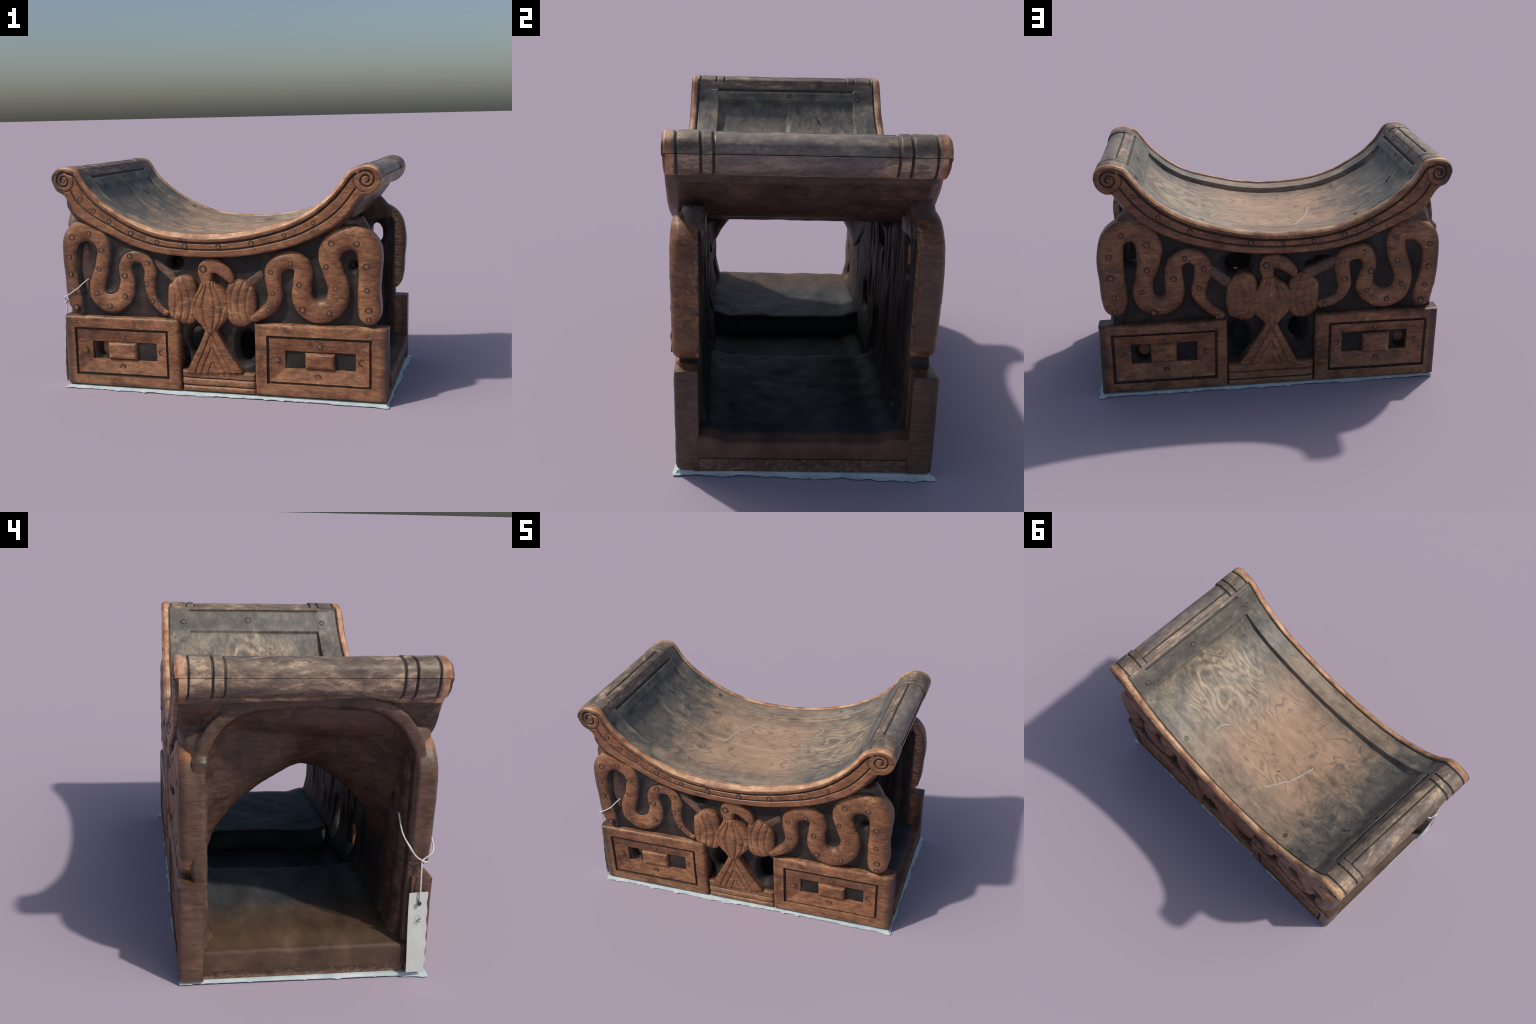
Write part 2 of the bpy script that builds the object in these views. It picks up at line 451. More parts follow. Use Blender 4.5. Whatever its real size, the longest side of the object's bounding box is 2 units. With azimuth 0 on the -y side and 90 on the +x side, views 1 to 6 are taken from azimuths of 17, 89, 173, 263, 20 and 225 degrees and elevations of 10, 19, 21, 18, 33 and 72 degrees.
def build_seat():
    T, B = SC[:, :2], SC[:, 2:]
    n = len(T)
    up, mid, spirals = scroll_lines()

    def dense(parts):
        return np.concatenate([np.linspace(a, b, k, endpoint=False) for a, b, k in parts])

    # distances in from one long edge, with fine steps where something is cut
    q = dense([(0.012, .022, 4), (.022, .060, 20), (.060, .120, 12), (.120, .200, 42), (.200, .36, 24)])
    qm = np.linspace(.36, .5, 14)
    # fractions across the width for the upper surface
    width = 0.984
    f_top = np.concatenate([q / width, qm[:-1] / width, [0.5], 1 - qm[:-1][::-1] / width, 1 - q[::-1] / width])
    f_bot = f_top[::-1]
    wf = np.linspace(0.0, 1.0, 54)
    rows, kind, edge, deep_cut = [], [], [], []
    R = 0.013
    thick = np.hypot(*(B - T).T)
    yf, yb = seat_front, seat_back

    def put(Q, y, k, e, c=0):
        deep_cut.append(c + np.zeros(n))
        x = Q[:, 0] + SHEAR * y
        rows.append(np.stack([x, y, Q[:, 1]], 1))
        kind.append(k)
        edge.append(e)

    def norm(C):
        d = np.gradient(C, axis=0)
        d /= np.maximum(np.hypot(*d.T), 1e-9)[:, None]
        return np.stack([-d[:, 1], d[:, 0]], 1)

    nT, nB = norm(T), -norm(B)
    thin = smoothstep(0.0, 0.05, thick)
    # upper surface, front to back
    for f in f_top:
        X = T[:, 0]
        y = yf(X) * (1 - f) + yb(X) * f
        e = np.minimum(y - yf(X), yb(X) - y)
        h = seat_relief(X, y, e, y < 0)
        noise = fractal(np.stack([X, y, T[:, 1]], 1), 26, 3) * .0013 + fractal(np.stack([X, y, T[:, 1]], 1), (6, 9, 6), 8, 2) * .0022
        put(T + nT * (h + noise * thin)[:, None], y, 0, e, seat_relief(X, y, e, y < 0, True))
    # back corner, back face, corner, underside, corner, front face, corner
    def corner(C, nC, Y, s, first, k):
        for a in (np.linspace(15, 75, 4) if first else np.linspace(75, 15, 4)):
            c = math.radians(a)
            Q = C - nC * (R * (1 - math.cos(c)) * thin)[:, None]
            put(Q, Y - s * R * (1 - math.sin(c)) , k, np.zeros(n))

    def face(Y, s, order):
        for w in order:
            lo, hi = 0.012 / np.maximum(thick, .026), 1 - 0.012 / np.maximum(thick, .026)
            ww = lo + (hi - lo) * w
            Q = T + (B - T) * ww[:, None]
            cut = groove(poly_distance(Q, up), .0085, .009)
            cut = np.maximum(cut, groove(poly_distance(Q, mid), .007, .007))
            for i, l in enumerate(spirals):
                cut = np.maximum(cut, groove(poly_distance(Q, l), .0065 if i % 2 == 0 else .005, .0075 if i % 2 == 0 else .005))
            top_band = np.clip(1 - (ww * thick - .018) ** 2 / .018 ** 2, 0, 1) * .004
            y = Y - s * cut + s * top_band
            y = y + s * fractal(np.stack([Q[:, 0], y, Q[:, 1]], 1), 22, 5) * .002
            put(Q, y, 1, np.zeros(n), cut)

    Xt, Xb = T[:, 0], B[:, 0]
    corner(T, nT, yb(Xt), 1, True, 0)
    face(yb(Xt), 1, wf)
    corner(B, nB, yb(Xt), 1, False, 1)
    for f in f_bot:
        y = yf(Xb) * (1 - f) + yb(Xb) * f
        e = np.minimum(y - yf(Xb), yb(Xb) - y)
        on_roll = ((Xb < -.915) | (Xb > .85))
        h = np.where(on_roll, -roll_bands(e), 0)
        h = h + .022 * smoothstep(-.90, -.87, Xb) * (1 - smoothstep(-.80, -.62, Xb)) * smoothstep(.25, -.35, y)
        h = h + .020 * smoothstep(.50, .70, Xb) * (1 - smoothstep(.80, .84, Xb)) * smoothstep(.0, .05, e)
        noise = fractal(np.stack([Xb, y, B[:, 1]], 1), 16, 4) * .003
        put(B + nB * (h + noise * thin)[:, None], y, 2, e, np.where(on_roll, roll_bands(e, True)[0], 0))
    corner(B, nB, yf(Xt), -1, True, 1)
    face(yf(Xt), -1, wf[::-1])
    corner(T, nT, yf(Xt), -1, False, 0)

    G = np.stack(rows, 1)                    # (n, loop, 3)
    m = G.shape[1]
    V = G.reshape(-1, 3)
    faces = np.array(grid_faces(n, m, True))
    kinds = np.array(kind)
    col = faces[:, 0] % m
    row = faces[:, 0] // m
    kk = kinds[col]
    Xm = T[row, 0]
    left = (Xm < -.822)
    right = (Xm > .772)
    region = np.where((kk == 0) & left, 3, np.where((kk == 0) & right, 4, np.where(kk == 2, np.where(B[row, 0] < -.90, 3, np.where(B[row, 0] > .84, 4, 2)), kk)))
    cuts = np.stack(deep_cut, 1).ravel()
    dirty = cuts[faces].mean(1) > .0042
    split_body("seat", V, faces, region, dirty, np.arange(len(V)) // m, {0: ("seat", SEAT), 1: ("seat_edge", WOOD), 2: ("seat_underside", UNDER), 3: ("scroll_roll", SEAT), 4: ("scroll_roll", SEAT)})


def roll_bands(e, apart=False):
    """cuts around the rolls near both ends, and the slight drop of the middle"""
    h = groove(np.abs(e - .046), .006, .008)
    h = np.maximum(h, groove(np.abs(e - .132), .006, .009))
    h = np.maximum(h, groove(np.abs(e - .176), .006, .008))
    drop = .004 * smoothstep(.174, .180, e)
    return (h, drop) if apart else h + drop


def seat_relief(X, y, e, front, cuts_only=False):
    """height of the upper surface over its outline; with cuts_only, just the depth of the incised lines"""
    h = np.zeros_like(X)
    on_left, on_right = X < -.822, X > .772
    seat_zone = smoothstep(-.835, -.815, X) * (1 - smoothstep(.765, .785, X))
    span = smoothstep(.140, .150, e)
    long = smoothstep(.178, .182, e)
    roll = on_left | on_right
    bands, drop = roll_bands(e, True)
    cut = groove(np.abs(e - .036), .005, .006) * seat_zone
    cut = cut + span * (groove(np.abs(X + .797), .006, .009) + groove(np.abs(X - .748), .006, .009))
    cut = cut + np.where(roll, bands, 0)
    cut = cut + long * (groove(np.abs(X + .877), .007, .009) * on_left + groove(np.abs(X - .812), .007, .009) * on_right)
    if cuts_only:
        return cut
    inner = smoothstep(.026, .037, e)
    h += .003 * (1 - inner) * seat_zone
    h -= .0045 * inner * seat_zone
    # sunk panel and the hollow worn into it
    step = smoothstep(.146, .150, e) * smoothstep(-.764, -.760, X) * (1 - smoothstep(.667, .671, X))
    h -= np.where(front, .013, .008) * step
    hollow = 1 - smoothstep(.60, .74, np.abs(X + .04))
    h -= hollow * (.014 * smoothstep(.147, .151, e) + .006 * smoothstep(.15, .30, e))
    # thicker board at each end, under the bead of the roll
    h += .010 * smoothstep(.05, -.42, y) * (1 - smoothstep(.25, .60, np.abs(X))) * (1 - .5 * smoothstep(.14, .2, e))
    h += .003 * smoothstep(.06, .15, e) * (smoothstep(-.80, -.796, X) * (1 - smoothstep(-.77, -.74, X)) + smoothstep(.64, .68, X) * (1 - smoothstep(.746, .750, X)))
    h -= np.where(roll, drop, 0)
    h -= np.where(on_right & (X > .812), long * .004, 0)
    return h - cut


def split_body(name, V, faces, region, dirty, row_of, parts):
    """cut one smooth body into named meshes whose borders coincide and keep the body's normals"""
    whole = bpy.data.meshes.new("whole")
    whole.from_pydata(V.tolist(), [], faces.tolist())
    whole.update()
    N = np.zeros(len(V) * 3)
    whole.vertex_normals.foreach_get("vector", N)
    N = N.reshape(-1, 3)
    for tip, sgn in ((row_of == 0, -1), (row_of == row_of.max(), 1)):
        flat = tip & (np.abs(N[:, 0]) > .5)              # both halves of a roll meet here: one normal
        N[flat] = (sgn, 0, 0)
    first = None
    for k, (nm, mat) in parts.items():
        f = faces[region == k]
        if not len(f):
            continue
        used, inv = np.unique(f, return_inverse=True)
        ob = add_mesh(nm, V[used], inv.reshape(f.shape), [mat, DIRT if k == 1 else DARK_CUT], parent=first, face_mat=dirty[region == k].astype(int))
        ob.data.normals_split_custom_set_from_vertices(N[used].tolist())
        first = first or ob
        if k == 0:
            globals()["SEAT_OBJ"] = ob
        if k == 1:
            globals()["SEAT_EDGE"] = ob
    bpy.data.meshes.remove(whole)


build_seat()

# ------------------------------------------------------------------ punched rings
def ring_mesh(name, r, tube, dome):
    V, F, M = [], [], []
    nseg, nt = 20, 6
    for i in range(nseg):
        a = 2 * math.pi * i / nseg
        for j in range(nt):
            b = 2 * math.pi * j / nt
            rr = r + tube * math.cos(b)
            V.append((rr * math.cos(a), rr * math.sin(a), 0.55 * tube * math.sin(b)))
    for i in range(nseg):
        for j in range(nt):
            F.append((i * nt + j, ((i + 1) % nseg) * nt + j, ((i + 1) % nseg) * nt + (j + 1) % nt, i * nt + (j + 1) % nt))
            M.append(0)
    o = len(V)
    rad = r - tube * 0.9
    rings = 4
    for q in range(1, rings + 1):
        for i in range(nseg):
            a = 2 * math.pi * i / nseg
            t = q / rings
            V.append((rad * t * math.cos(a), rad * t * math.sin(a), dome * (1 - t * t)))
    top = len(V)
    V.append((0, 0, dome))
    for i in range(nseg):
        F.append((top, o + i, o + (i + 1) % nseg))
        M.append(1)
    for q in range(rings - 1):
        for i in range(nseg):
            a, b = o + q * nseg + i, o + q * nseg + (i + 1) % nseg
            F.append((a, a + nseg, b + nseg, b))
            M.append(1)
    me = bpy.data.meshes.new(name)
    me.from_pydata(V, [], F)
    me.materials.append(RING)
    me.materials.append(WOOD)
    me.polygons.foreach_set("material_index", np.array(M, np.int32))
    me.polygons.foreach_set("use_smooth", np.full(len(F), True))
    return me


RING_SIDE = ring_mesh("punched_ring", .0135, .0036, .002)
RING_SEAT = ring_mesh("nail_ring", .0125, .0026, .001)
RING_SEAT.materials[1] = BOARD


def place_ring(mesh, name, p, normal, parent, scale=1.0):
    from mathutils import Vector
    ob = bpy.data.objects.new(name, mesh)
    bpy.context.collection.objects.link(ob)
    ob.parent = parent
    q = Vector(normal).to_track_quat("Z", "Y")
    ob.rotation_mode = "QUATERNION"
    ob.rotation_quaternion = q
    ob.location = p
    s = scale * (1 + .12 * rng.standard_normal())
    ob.scale = (s * (1 + .08 * rng.standard_normal()), s, s)
    return ob


# rings along the middle band of both seat edges
T, B = SC[:, :2], SC[:, 2:]
for side, xs in ((-1, (-.809, -.730, -.633, -.500, -.343, -.178, .019, .208, .394, .554)), (1, (.735, .606, .444, .288, .122, -.057, -.222, -.388, -.538))):
    for x in xs:
        y = seat_front(x) if side < 0 else seat_back(x)
        X = x - SHEAR * y
        mids = T * 0.53 + B * 0.47
        j = np.argmin(np.abs(mids[:, 0] - X) + (np.abs(T[:, 0]) > .83))
        place_ring(RING_SIDE, "punched_ring", (mids[j, 0] + SHEAR * y, y + side * .0005, mids[j, 1]), (0, side, 0), SEAT_EDGE, 0.95)
for key, c in SCROLLS.items():
    for side in (-1, 1):
        y = seat_front(c[0]) if side < 0 else seat_back(c[0])
        place_ring(RING_SIDE, "punched_ring", (c[0] + SHEAR * y, y + side * .0005, c[1]), (0, side, 0), SEAT_EDGE, 0.8)
# nails in the seat's border bands and end boards
for X, y in ((.712, .049), (.705, .405), (.703, -.365), (-.775, -.36), (-.782, .01), (-.775, .375), (.473, -.39), (-.411, -.405), (.37, .431), (-.472, .413)):
    j = np.argmin(np.abs(T[:, 0] - X))
    t = T[min(j + 3, len(T) - 1)] - T[j - 3]
    t /= np.hypot(*t)
    drop = .0045 - (.003 if abs(X + .04) > .6 else 0)
    place_ring(RING_SEAT, "nail_ring", (X + SHEAR * y + t[1] * drop, y, np.interp(X, T[:, 0], T[:, 1]) - t[0] * drop), (-t[1], 0, t[0]), SEAT_OBJ)

# ------------------------------------------------------------------ swept relief pieces
def sweep(name, side, ctrl, depth, front=0.003, rounding=0.042, n=260, power=2.3, mat=None, parent=None, cut=None, ends=(True, True), rough=.0022, seed=1, across=33):
    """a carved bar following control rows (x, z, half width) on one long face"""
    S = spline(ctrl, n)
    C, w = S[:, :2], S[:, 2].copy()
    d = np.gradient(C, axis=0)
    d /= np.hypot(*d.T)[:, None]
    lat = np.stack([-d[:, 1], d[:, 0]], 1)
    arc = np.concatenate([[0], np.cumsum(np.hypot(*np.diff(C, axis=0).T))])
    lift = np.zeros(n)
    for flag, s, w0 in ((ends[0], arc, w[0]), (ends[1], arc[-1] - arc, w[-1])):
        if flag:
            q = np.clip(1 - s / max(w0, .01), 0, 1)
            k = np.sqrt(np.clip(1 - q ** 2, 0.0004, 1))
            w = w * k
            lift = np.maximum(lift, rounding * (1 - k))
    a = np.sin(np.linspace(-1, 1, across) * math.pi / 2)
    prof = 1 - (1 - np.abs(a) ** power) ** (1 / power)
    walls = np.linspace(0, 1, 5)[1:]
    rows, ax = [], []
    for k in walls[::-1]:
        rows.append((-1.0, None, k))
    for ai, p in zip(a, prof):
        rows.append((ai, p, 0))
    for k in walls:
        rows.append((1.0, None, k))
    pts = []
    for ai, p, k in rows:
        Q = C + lat * (w * ai)[:, None]
        if p is None:
            dd = (front + rounding) * (1 - k) + depth * k + 0 * w
        else:
            dd = front + lift * (1 - p) + rounding * p
            if cut is not None:
                dd = dd + cut(Q[:, 0], Q[:, 1]) * (1 - p)
        P = on_side(side, Q[:, 0], Q[:, 1], dd)
        nz = fractal(P, 20, seed) * rough + fractal(P, 60, seed + 5, 2) * rough * .35
        if p is not None:
            P[:, 1] += nz
        P[:, 0] += lat[:, 0] * nz
        P[:, 2] += lat[:, 1] * nz
        pts.append(P)
    G = np.stack(pts, 1)
    m = G.shape[1]
    V = G.reshape(-1, 3)
    faces = grid_faces(n, m, True)
    faces.append(tuple(range(m)))
    faces.append(tuple((n - 1) * m + j for j in range(m))[::-1])
    ob = add_mesh(name, V, faces, mat or WOOD, parent)
    orient_outward(ob.data)
    return ob


SNAKES = [
    # side, face depth, back depth, (x, z, half width) from head to tail, ring places along (x, z)
    (-1, .008, .098, [(-.881, .470, .046), (-.887, .535, .050), (-.899, .600, .047), (-.905, .686, .043), (-.910, .791, .044), (-.890, .892, .056), (-.824, .948, .062), (-.755, .935, .060), (-.706, .890, .056),
                (-.690, .830, .052), (-.708, .728, .048), (-.742, .622, .052), (-.728, .555, .058), (-.656, .525, .062), (-.580, .565, .058), (-.550, .651, .052), (-.562, .727, .047), (-.547, .781, .043),
                (-.497, .806, .041), (-.437, .789, .040), (-.408, .723, .038), (-.414, .655, .037), (-.400, .575, .033), (-.357, .510, .027), (-.298, .466, .022)],
     [(-.880, .496), (-.885, .579), (-.902, .693), (-.907, .794), (-.880, .912), (-.771, .934), (-.700, .841), (-.721, .728), (-.742, .586), (-.661, .511), (-.564, .571), (-.562, .694), (-.525, .809), (-.419, .769), (-.427, .650), (-.397, .548), (-.345, .496)]),
    (-1, -.012, .094, [(.848, .455, .040), (.845, .534, .058), (.840, .654, .054), (.846, .758, .056), (.842, .853, .062), (.804, .912, .064), (.745, .930, .063), (.680, .915, .062), (.638, .870, .059),
                (.630, .813, .056), (.652, .740, .055), (.677, .666, .055), (.673, .596, .057), (.640, .545, .060), (.578, .520, .061), (.516, .537, .060), (.478, .593, .056), (.480, .682, .050), (.485, .745, .049),
                (.462, .790, .048), (.412, .806, .048), (.350, .786, .046), (.316, .735, .045), (.320, .655, .042), (.326, .597, .039), (.297, .535, .034), (.223, .481, .027), (.181, .468, .022)],
     [(.845, .492), (.845, .545), (.834, .654), (.832, .784), (.781, .907), (.646, .903), (.617, .778), (.667, .661), (.631, .523), (.485, .535), (.467, .673), (.420, .791), (.310, .739), (.319, .623), (.294, .528)]),
    (1, .006, .108, [(.858, .480, .046), (.856, .581, .066), (.862, .683, .065), (.868, .764, .066), (.866, .843, .064), (.848, .915, .061), (.795, .960, .058), (.728, .962, .060), (.676, .920, .063),
               (.660, .853, .064), (.672, .762, .056), (.694, .695, .050), (.704, .626, .054), (.686, .562, .056), (.623, .532, .056), (.562, .554, .054), (.535, .604, .052), (.537, .694, .049), (.530, .767, .044),
               (.490, .806, .040), (.437, .814, .041), (.386, .776, .046), (.380, .719, .046), (.396, .658, .043), (.405, .597, .038), (.378, .536, .031), (.320, .482, .026), (.262, .446, .022)],
     [(.858, .517), (.856, .601), (.869, .713), (.871, .833), (.803, .949), (.672, .893), (.677, .750), (.709, .626), (.651, .501), (.538, .694), (.476, .808), (.375, .743), (.402, .634), (.307, .457)]),
    (1, .003, .106, [(-.863, .450, .042), (-.865, .535, .054), (-.880, .598, .052), (-.893, .691, .047), (-.893, .800, .048), (-.868, .872, .058), (-.803, .912, .060), (-.735, .912, .058), (-.697, .875, .054),
               (-.696, .800, .052), (-.718, .730, .052), (-.742, .667, .052), (-.737, .590, .053), (-.706, .535, .055), (-.639, .514, .056), (-.570, .536, .055), (-.526, .589, .052), (-.530, .651, .042), (-.546, .707, .038),
               (-.540, .758, .042), (-.504, .796, .046), (-.446, .795, .045), (-.399, .764, .043), (-.391, .715, .042), (-.402, .649, .040), (-.407, .598, .036), (-.378, .540, .030), (-.322, .506, .026), (-.252, .494, .022)],
     [(-.851, .495), (-.866, .591), (-.883, .700), (-.881, .835), (-.689, .880), (-.699, .748), (-.732, .601), (-.649, .515), (-.534, .571), (-.551, .687), (-.504, .800), (-.386, .750), (-.404, .649), (-.293, .499)]),
]
for i, (side, face, depth, ctrl, rings) in enumerate(SNAKES):
    ctrl = [(x, z, w * 1.07) for x, z, w in ctrl]
    snake = sweep("snake", side, ctrl, depth, front=face, rounding=.040, n=420, seed=20 + i)
    for x, z in rings:
        p = on_side(side, np.array(x), np.array(z), face + .0008)
        place_ring(RING_SIDE, "punched_ring", p, (0, side, 0), snake)

# struts between snakes and wings
for side, ctrl in ((-1, [(.12, .625, .034), (.22, .700, .034), (.33, .775, .03)]), (-1, [(-.21, .615, .026), (-.30, .705, .026), (-.40, .79, .024)]),
                   (1, [(-.13, .635, .034), (-.25, .700, .036), (-.40, .770, .03)]), (1, [(.18, .60, .03), (.28, .675, .032), (.38, .76, .026)])):
    sweep("strut", side, ctrl, .10, front=.028, rounding=.022, n=40, seed=33, mat=END, ends=(False, False), rough=.005)

# ------------------------------------------------------------------ birds
def build_bird(side, cx, s, lift):
    """cx: axis of the body; s: +1 when the beak points to +x"""
    def L(pts):
        return [(cx + s * x, z, w) for x, z, w in pts]

    def flutes(x, z):
        half = np.interp(z, (.39, .45, .53, .60, .65), (.03, .085, .115, .08, .04))
        u = (x - cx) / half
        return sum(groove(np.abs(u - k), .12, .007) for k in (-.74, -.34, .30, .70))

    body = sweep("bird", side, L([(-.018, .672, .034), (-.012, .640, .060), (-.004, .600, .098), (.000, .550, .120), (.000, .500, .118), (.000, .455, .094), (.000, .418, .058), (.000, .385, .034)]),
                 .095, front=lift - .012, rounding=.040, n=140, power=2.6, cut=flutes, ends=(False, False), seed=51, across=110)
    sweep("head", side, L([(-.018, .630, .032), (-.020, .680, .033), (-.026, .725, .042), (-.010, .757, .046), (.035, .762, .041), (.078, .740, .036), (.112, .705, .030), (.136, .668, .014)]),
          .09, front=lift - .002, rounding=.024, n=110, power=2.8, parent=body, ends=(False, True), seed=52)
    for k, (dx, sk) in enumerate(((-.165, .012), (.178, -.006))):
        wx = cx + s * dx

        def feather(x, z, wx=wx, o=np.sign(s * dx)):
            u = o * (x - wx) / .086 - 0.40 * ((z - .55) / .13) ** 2
            return sum(groove(np.abs(u - q), .12, .006) for q in (-.60, -.10, .40))
        z0 = .012 if dx < 0 else 0
        sweep("wing", side, [(wx - s * sk, .690 + z0, .078), (wx, .645 + z0, .084), (wx, .58, .088), (wx, .51, .088), (wx + s * sk, .452, .080), (wx + s * sk, .418, .074)],
              .09, front=lift - .006, rounding=.034, n=120, power=2.6, parent=body, cut=feather, seed=53 + k, across=80)

    def chevrons(x, z):
        u = np.abs(x - cx - (.40 - z) * .045)
        c = groove(np.abs(u - (.380 - z) * .46), .0065, .008) * (z < .375)
        c = np.maximum(c, groove(np.abs(u - (.300 - z) * .46), .0065, .008) * (z < .295))
        return np.maximum(c, groove(np.abs(u - (.215 - z) * .46), .006, .007) * (z < .21))
    sweep("tail", side, [(cx, .430, .022), (cx, .392, .034), (cx + .003, .34, .058), (cx + .006, .27, .096), (cx + .009, .20, .136), (cx + .012, .145, .170)],
          .09, front=lift - .004, rounding=.022, n=170, power=5, parent=body, cut=chevrons, ends=(False, False), seed=57, across=170)
    place_ring(RING_SIDE, "punched_ring", on_side(side, np.array(cx - s * .032), np.array(.748), lift - .0015), (0, side, 0), body, 1.15)


build_bird(-1, -.048, 1, -.005)
build_bird(1, .003, -1, .010)

# ------------------------------------------------------------------ box panels and pedestals (relief blocks)
def relief_block(name, side, x0, x1, z0, z1, depth, relief, lines_x=(), lines_z=(), mat=None, parent=None, step=.009, seed=3, dirt=None):
    def axis(a, b, lines):
        p = list(np.linspace(a, b, int((b - a) / step) + 2))
        for l in lines:
            p += list(np.linspace(l - .004, l + .004, 5))
        p += list(np.linspace(a, a + .025, 8)) + list(np.linspace(b - .025, b, 8))
        p = np.array(sorted(q for q in p if a - 1e-9 <= q <= b + 1e-9))
        return p[np.concatenate([[True], np.diff(p) > .0008])]
    xs, zs = axis(x0, x1, lines_x), axis(z0, z1, lines_z)
    X, Z = np.meshgrid(xs, zs, indexing="ij")
    x, z = X.ravel(), Z.ravel()
    q = np.minimum(np.minimum(x - x0, x1 - x), np.minimum(z - z0, z1 - z))
    r = .022
    edge = np.where(q < r, r - np.sqrt(np.maximum(r * r - (r - q) ** 2, 0)), 0) * .9
    d = relief(x, z) + edge
    P = on_side(side, x, z, d)
    P[:, 1] += fractal(P, 18, seed) * .0022 + fractal(P, 55, seed + 3, 2) * .0008
    P[:, 0] += fractal(P, 9, seed + 9, 2) * .002
    P[:, 2] += fractal(P, 9, seed + 19, 2) * .002
    nx, nz = len(xs), len(zs)
    F = grid_faces(nx, nz)
    dark = np.zeros(len(F), int)
    if dirt is not None:
        fc = np.array(F)
        dark = dirt(x[fc].mean(1), z[fc].mean(1)).astype(int)
    V = [P]
    border = [i * nz for i in range(nx)] + [(nx - 1) * nz + j for j in range(1, nz)] + [i * nz + nz - 1 for i in range(nx - 2, -1, -1)] + [j for j in range(nz - 2, 0, -1)]
    nb = len(border)
    off = nx * nz
    last = border
    for k in (.3, .6, .97, 1.0):
        inset = .0 if k < 1 else .01
        bx, bz = x[border], z[border]
        dd = d[border] * (1 - k) + depth * k
        Q = on_side(side, bx, bz, dd)
        Q[:, 0] += P[border, 0] - bx
        Q[:, 2] += P[border, 2] - bz
        Q += (fractal(Q, 25, seed + 2) * .0015)[:, None] * [1, 0, 1]
        if inset:
            c = np.array([(x0 + x1) / 2, 0, (z0 + z1) / 2])
            Q[:, 0] += np.clip(c[0] - Q[:, 0], -inset, inset)
            Q[:, 2] += np.clip(c[2] - Q[:, 2], -inset, inset)
        V.append(Q)
        cur = list(range(off, off + nb))
        for i in range(nb):
            j = (i + 1) % nb
            F.append((last[i], last[j], cur[j], cur[i]))
        last, off = cur, off + nb
    F.append(tuple(last))
    ob = add_mesh(name, np.vstack(V), F, [mat or WOOD, DIRT], parent, face_mat=np.concatenate([dark, np.zeros(len(F) - len(dark), int)]), sharp=50)
    orient_outward(ob.data)
    return ob


BOXES = [  # side, outer x0 x1 z0 z1, groove x0 x1 z0 z1, opening x0 x1 z0 z1, knob x0 x1 z0 z1
    (-1, (-.957, -.238, .022, .446), (-.895, -.307, .087, .377), (-.796, -.391, .180, .290), (-.691, -.513, .186, .287)),
    (-1, (.205, .946, .024, .444), (.274, .862, .096, .377), (.374, .770, .187, .288), (.489, .656, .190, .280)),
    (1, (.254, .952, .022, .432), (.308, .888, .081, .382), (.421, .786, .186, .306), (.535, .679, .188, .306)),
    (1, (-.959, -.246, .018, .438), (-.896, -.322, .082, .386), (-.790, -.405, .184, .308), (-.685, -.524, .176, .298)),
]
for i, (side, o, g, op, kb) in enumerate(BOXES):
    depth = .092 if side < 0 else .102

    def drawer(x, z, g=g, op=op):
        dx0, dx1, dz0, dz1 = x - g[0], g[1] - x, z - g[2], g[3] - z
        inside = np.minimum(np.minimum(dx0, dx1), np.minimum(dz0, dz1))
        gw = .016
        d = np.where((inside > 0) & (inside < gw), .013, 0.0)
        fall = np.stack([(dx0 - gw) / (op[0] - g[0] - gw), (dx1 - gw) / (g[1] - op[1] - gw), (dz0 - gw) / (op[2] - g[2] - gw), (dz1 - gw) / (g[3] - op[3] - gw)])
        s = fall.min(0)
        d = np.where(inside >= gw, .004 + .024 * np.clip(s, 0, 1), d)
        hole = (x > op[0]) & (x < op[1]) & (z > op[2]) & (z < op[3])
        return np.where(hole, .094, d)
    def dirty(x, z, g=g):
        inside = np.minimum(np.minimum(x - g[0], g[1] - x), np.minimum(z - g[2], g[3] - z))
        return (inside > .001) & (inside < .0155)
    lx = (g[0], g[0] + .016, g[1] - .016, g[1], op[0], op[1])
    lz = (g[2], g[2] + .016, g[3] - .016, g[3], op[2], op[3])
    box = relief_block("box_panel", side, *o, depth, drawer, lx, lz, seed=70 + i, dirt=dirty)
    # knob block in the opening
    relief_block("knob_block", side, *kb, .09, lambda x, z: 0 * x + .008, parent=box, step=.012, seed=90 + i)
    mx, mz = (op[0] + op[1]) / 2, (op[2] + op[3]) / 2
    for x, z in ((mx, (op[3] + g[3] - .016) / 2), (mx - .01, (op[2] + g[2] + .016) / 2), ((op[0] + g[0] + .016) / 2, mz), ((op[1] + g[1] - .016) / 2, mz + .005)):
        place_ring(RING_SIDE, "punched_ring", on_side(side, np.array(x), np.array(z), .0155), (0, side, 0), box)

for side, x0, x1, z0, z1 in ((-1, -.232, .206, .022, .149), (1, -.240, .250, .018, .152)):
    def steps(x, z):
        return .004 + groove(np.abs(z - .104), .006, .010) + groove(np.abs(z - .058), .006, .010)
    relief_block("pedestal", side, x0, x1, z0, z1, .092 if side < 0 else .102, steps, (), (.104, .058), seed=110, step=.008, dirt=lambda x, z: (np.abs(z - .104) < .003) | (np.abs(z - .058) < .003))

# ------------------------------------------------------------------ webs (dark pierced walls behind the carving)
WEB_HOLES = {
    -1: [(-.805, .735, .020, .085), (-.262, .775, .034, .030), (-.150, .315, .042, .072), (-.222, .210, .016, .050), (.146, .300, .050, .088), (-.738, .236, .022, .040), (.760, .775, .010, .012)],
    1: [(.762, .838, .036, .060), (.185, .752, .072, .050), (.186, .285, .058, .105), (-.150, .338, .048, .062), (.715, .246, .030, .030), (-.755, .236, .028, .030), (-.235, .728, .020, .010), (-.275, .752, .020, .010)],
}


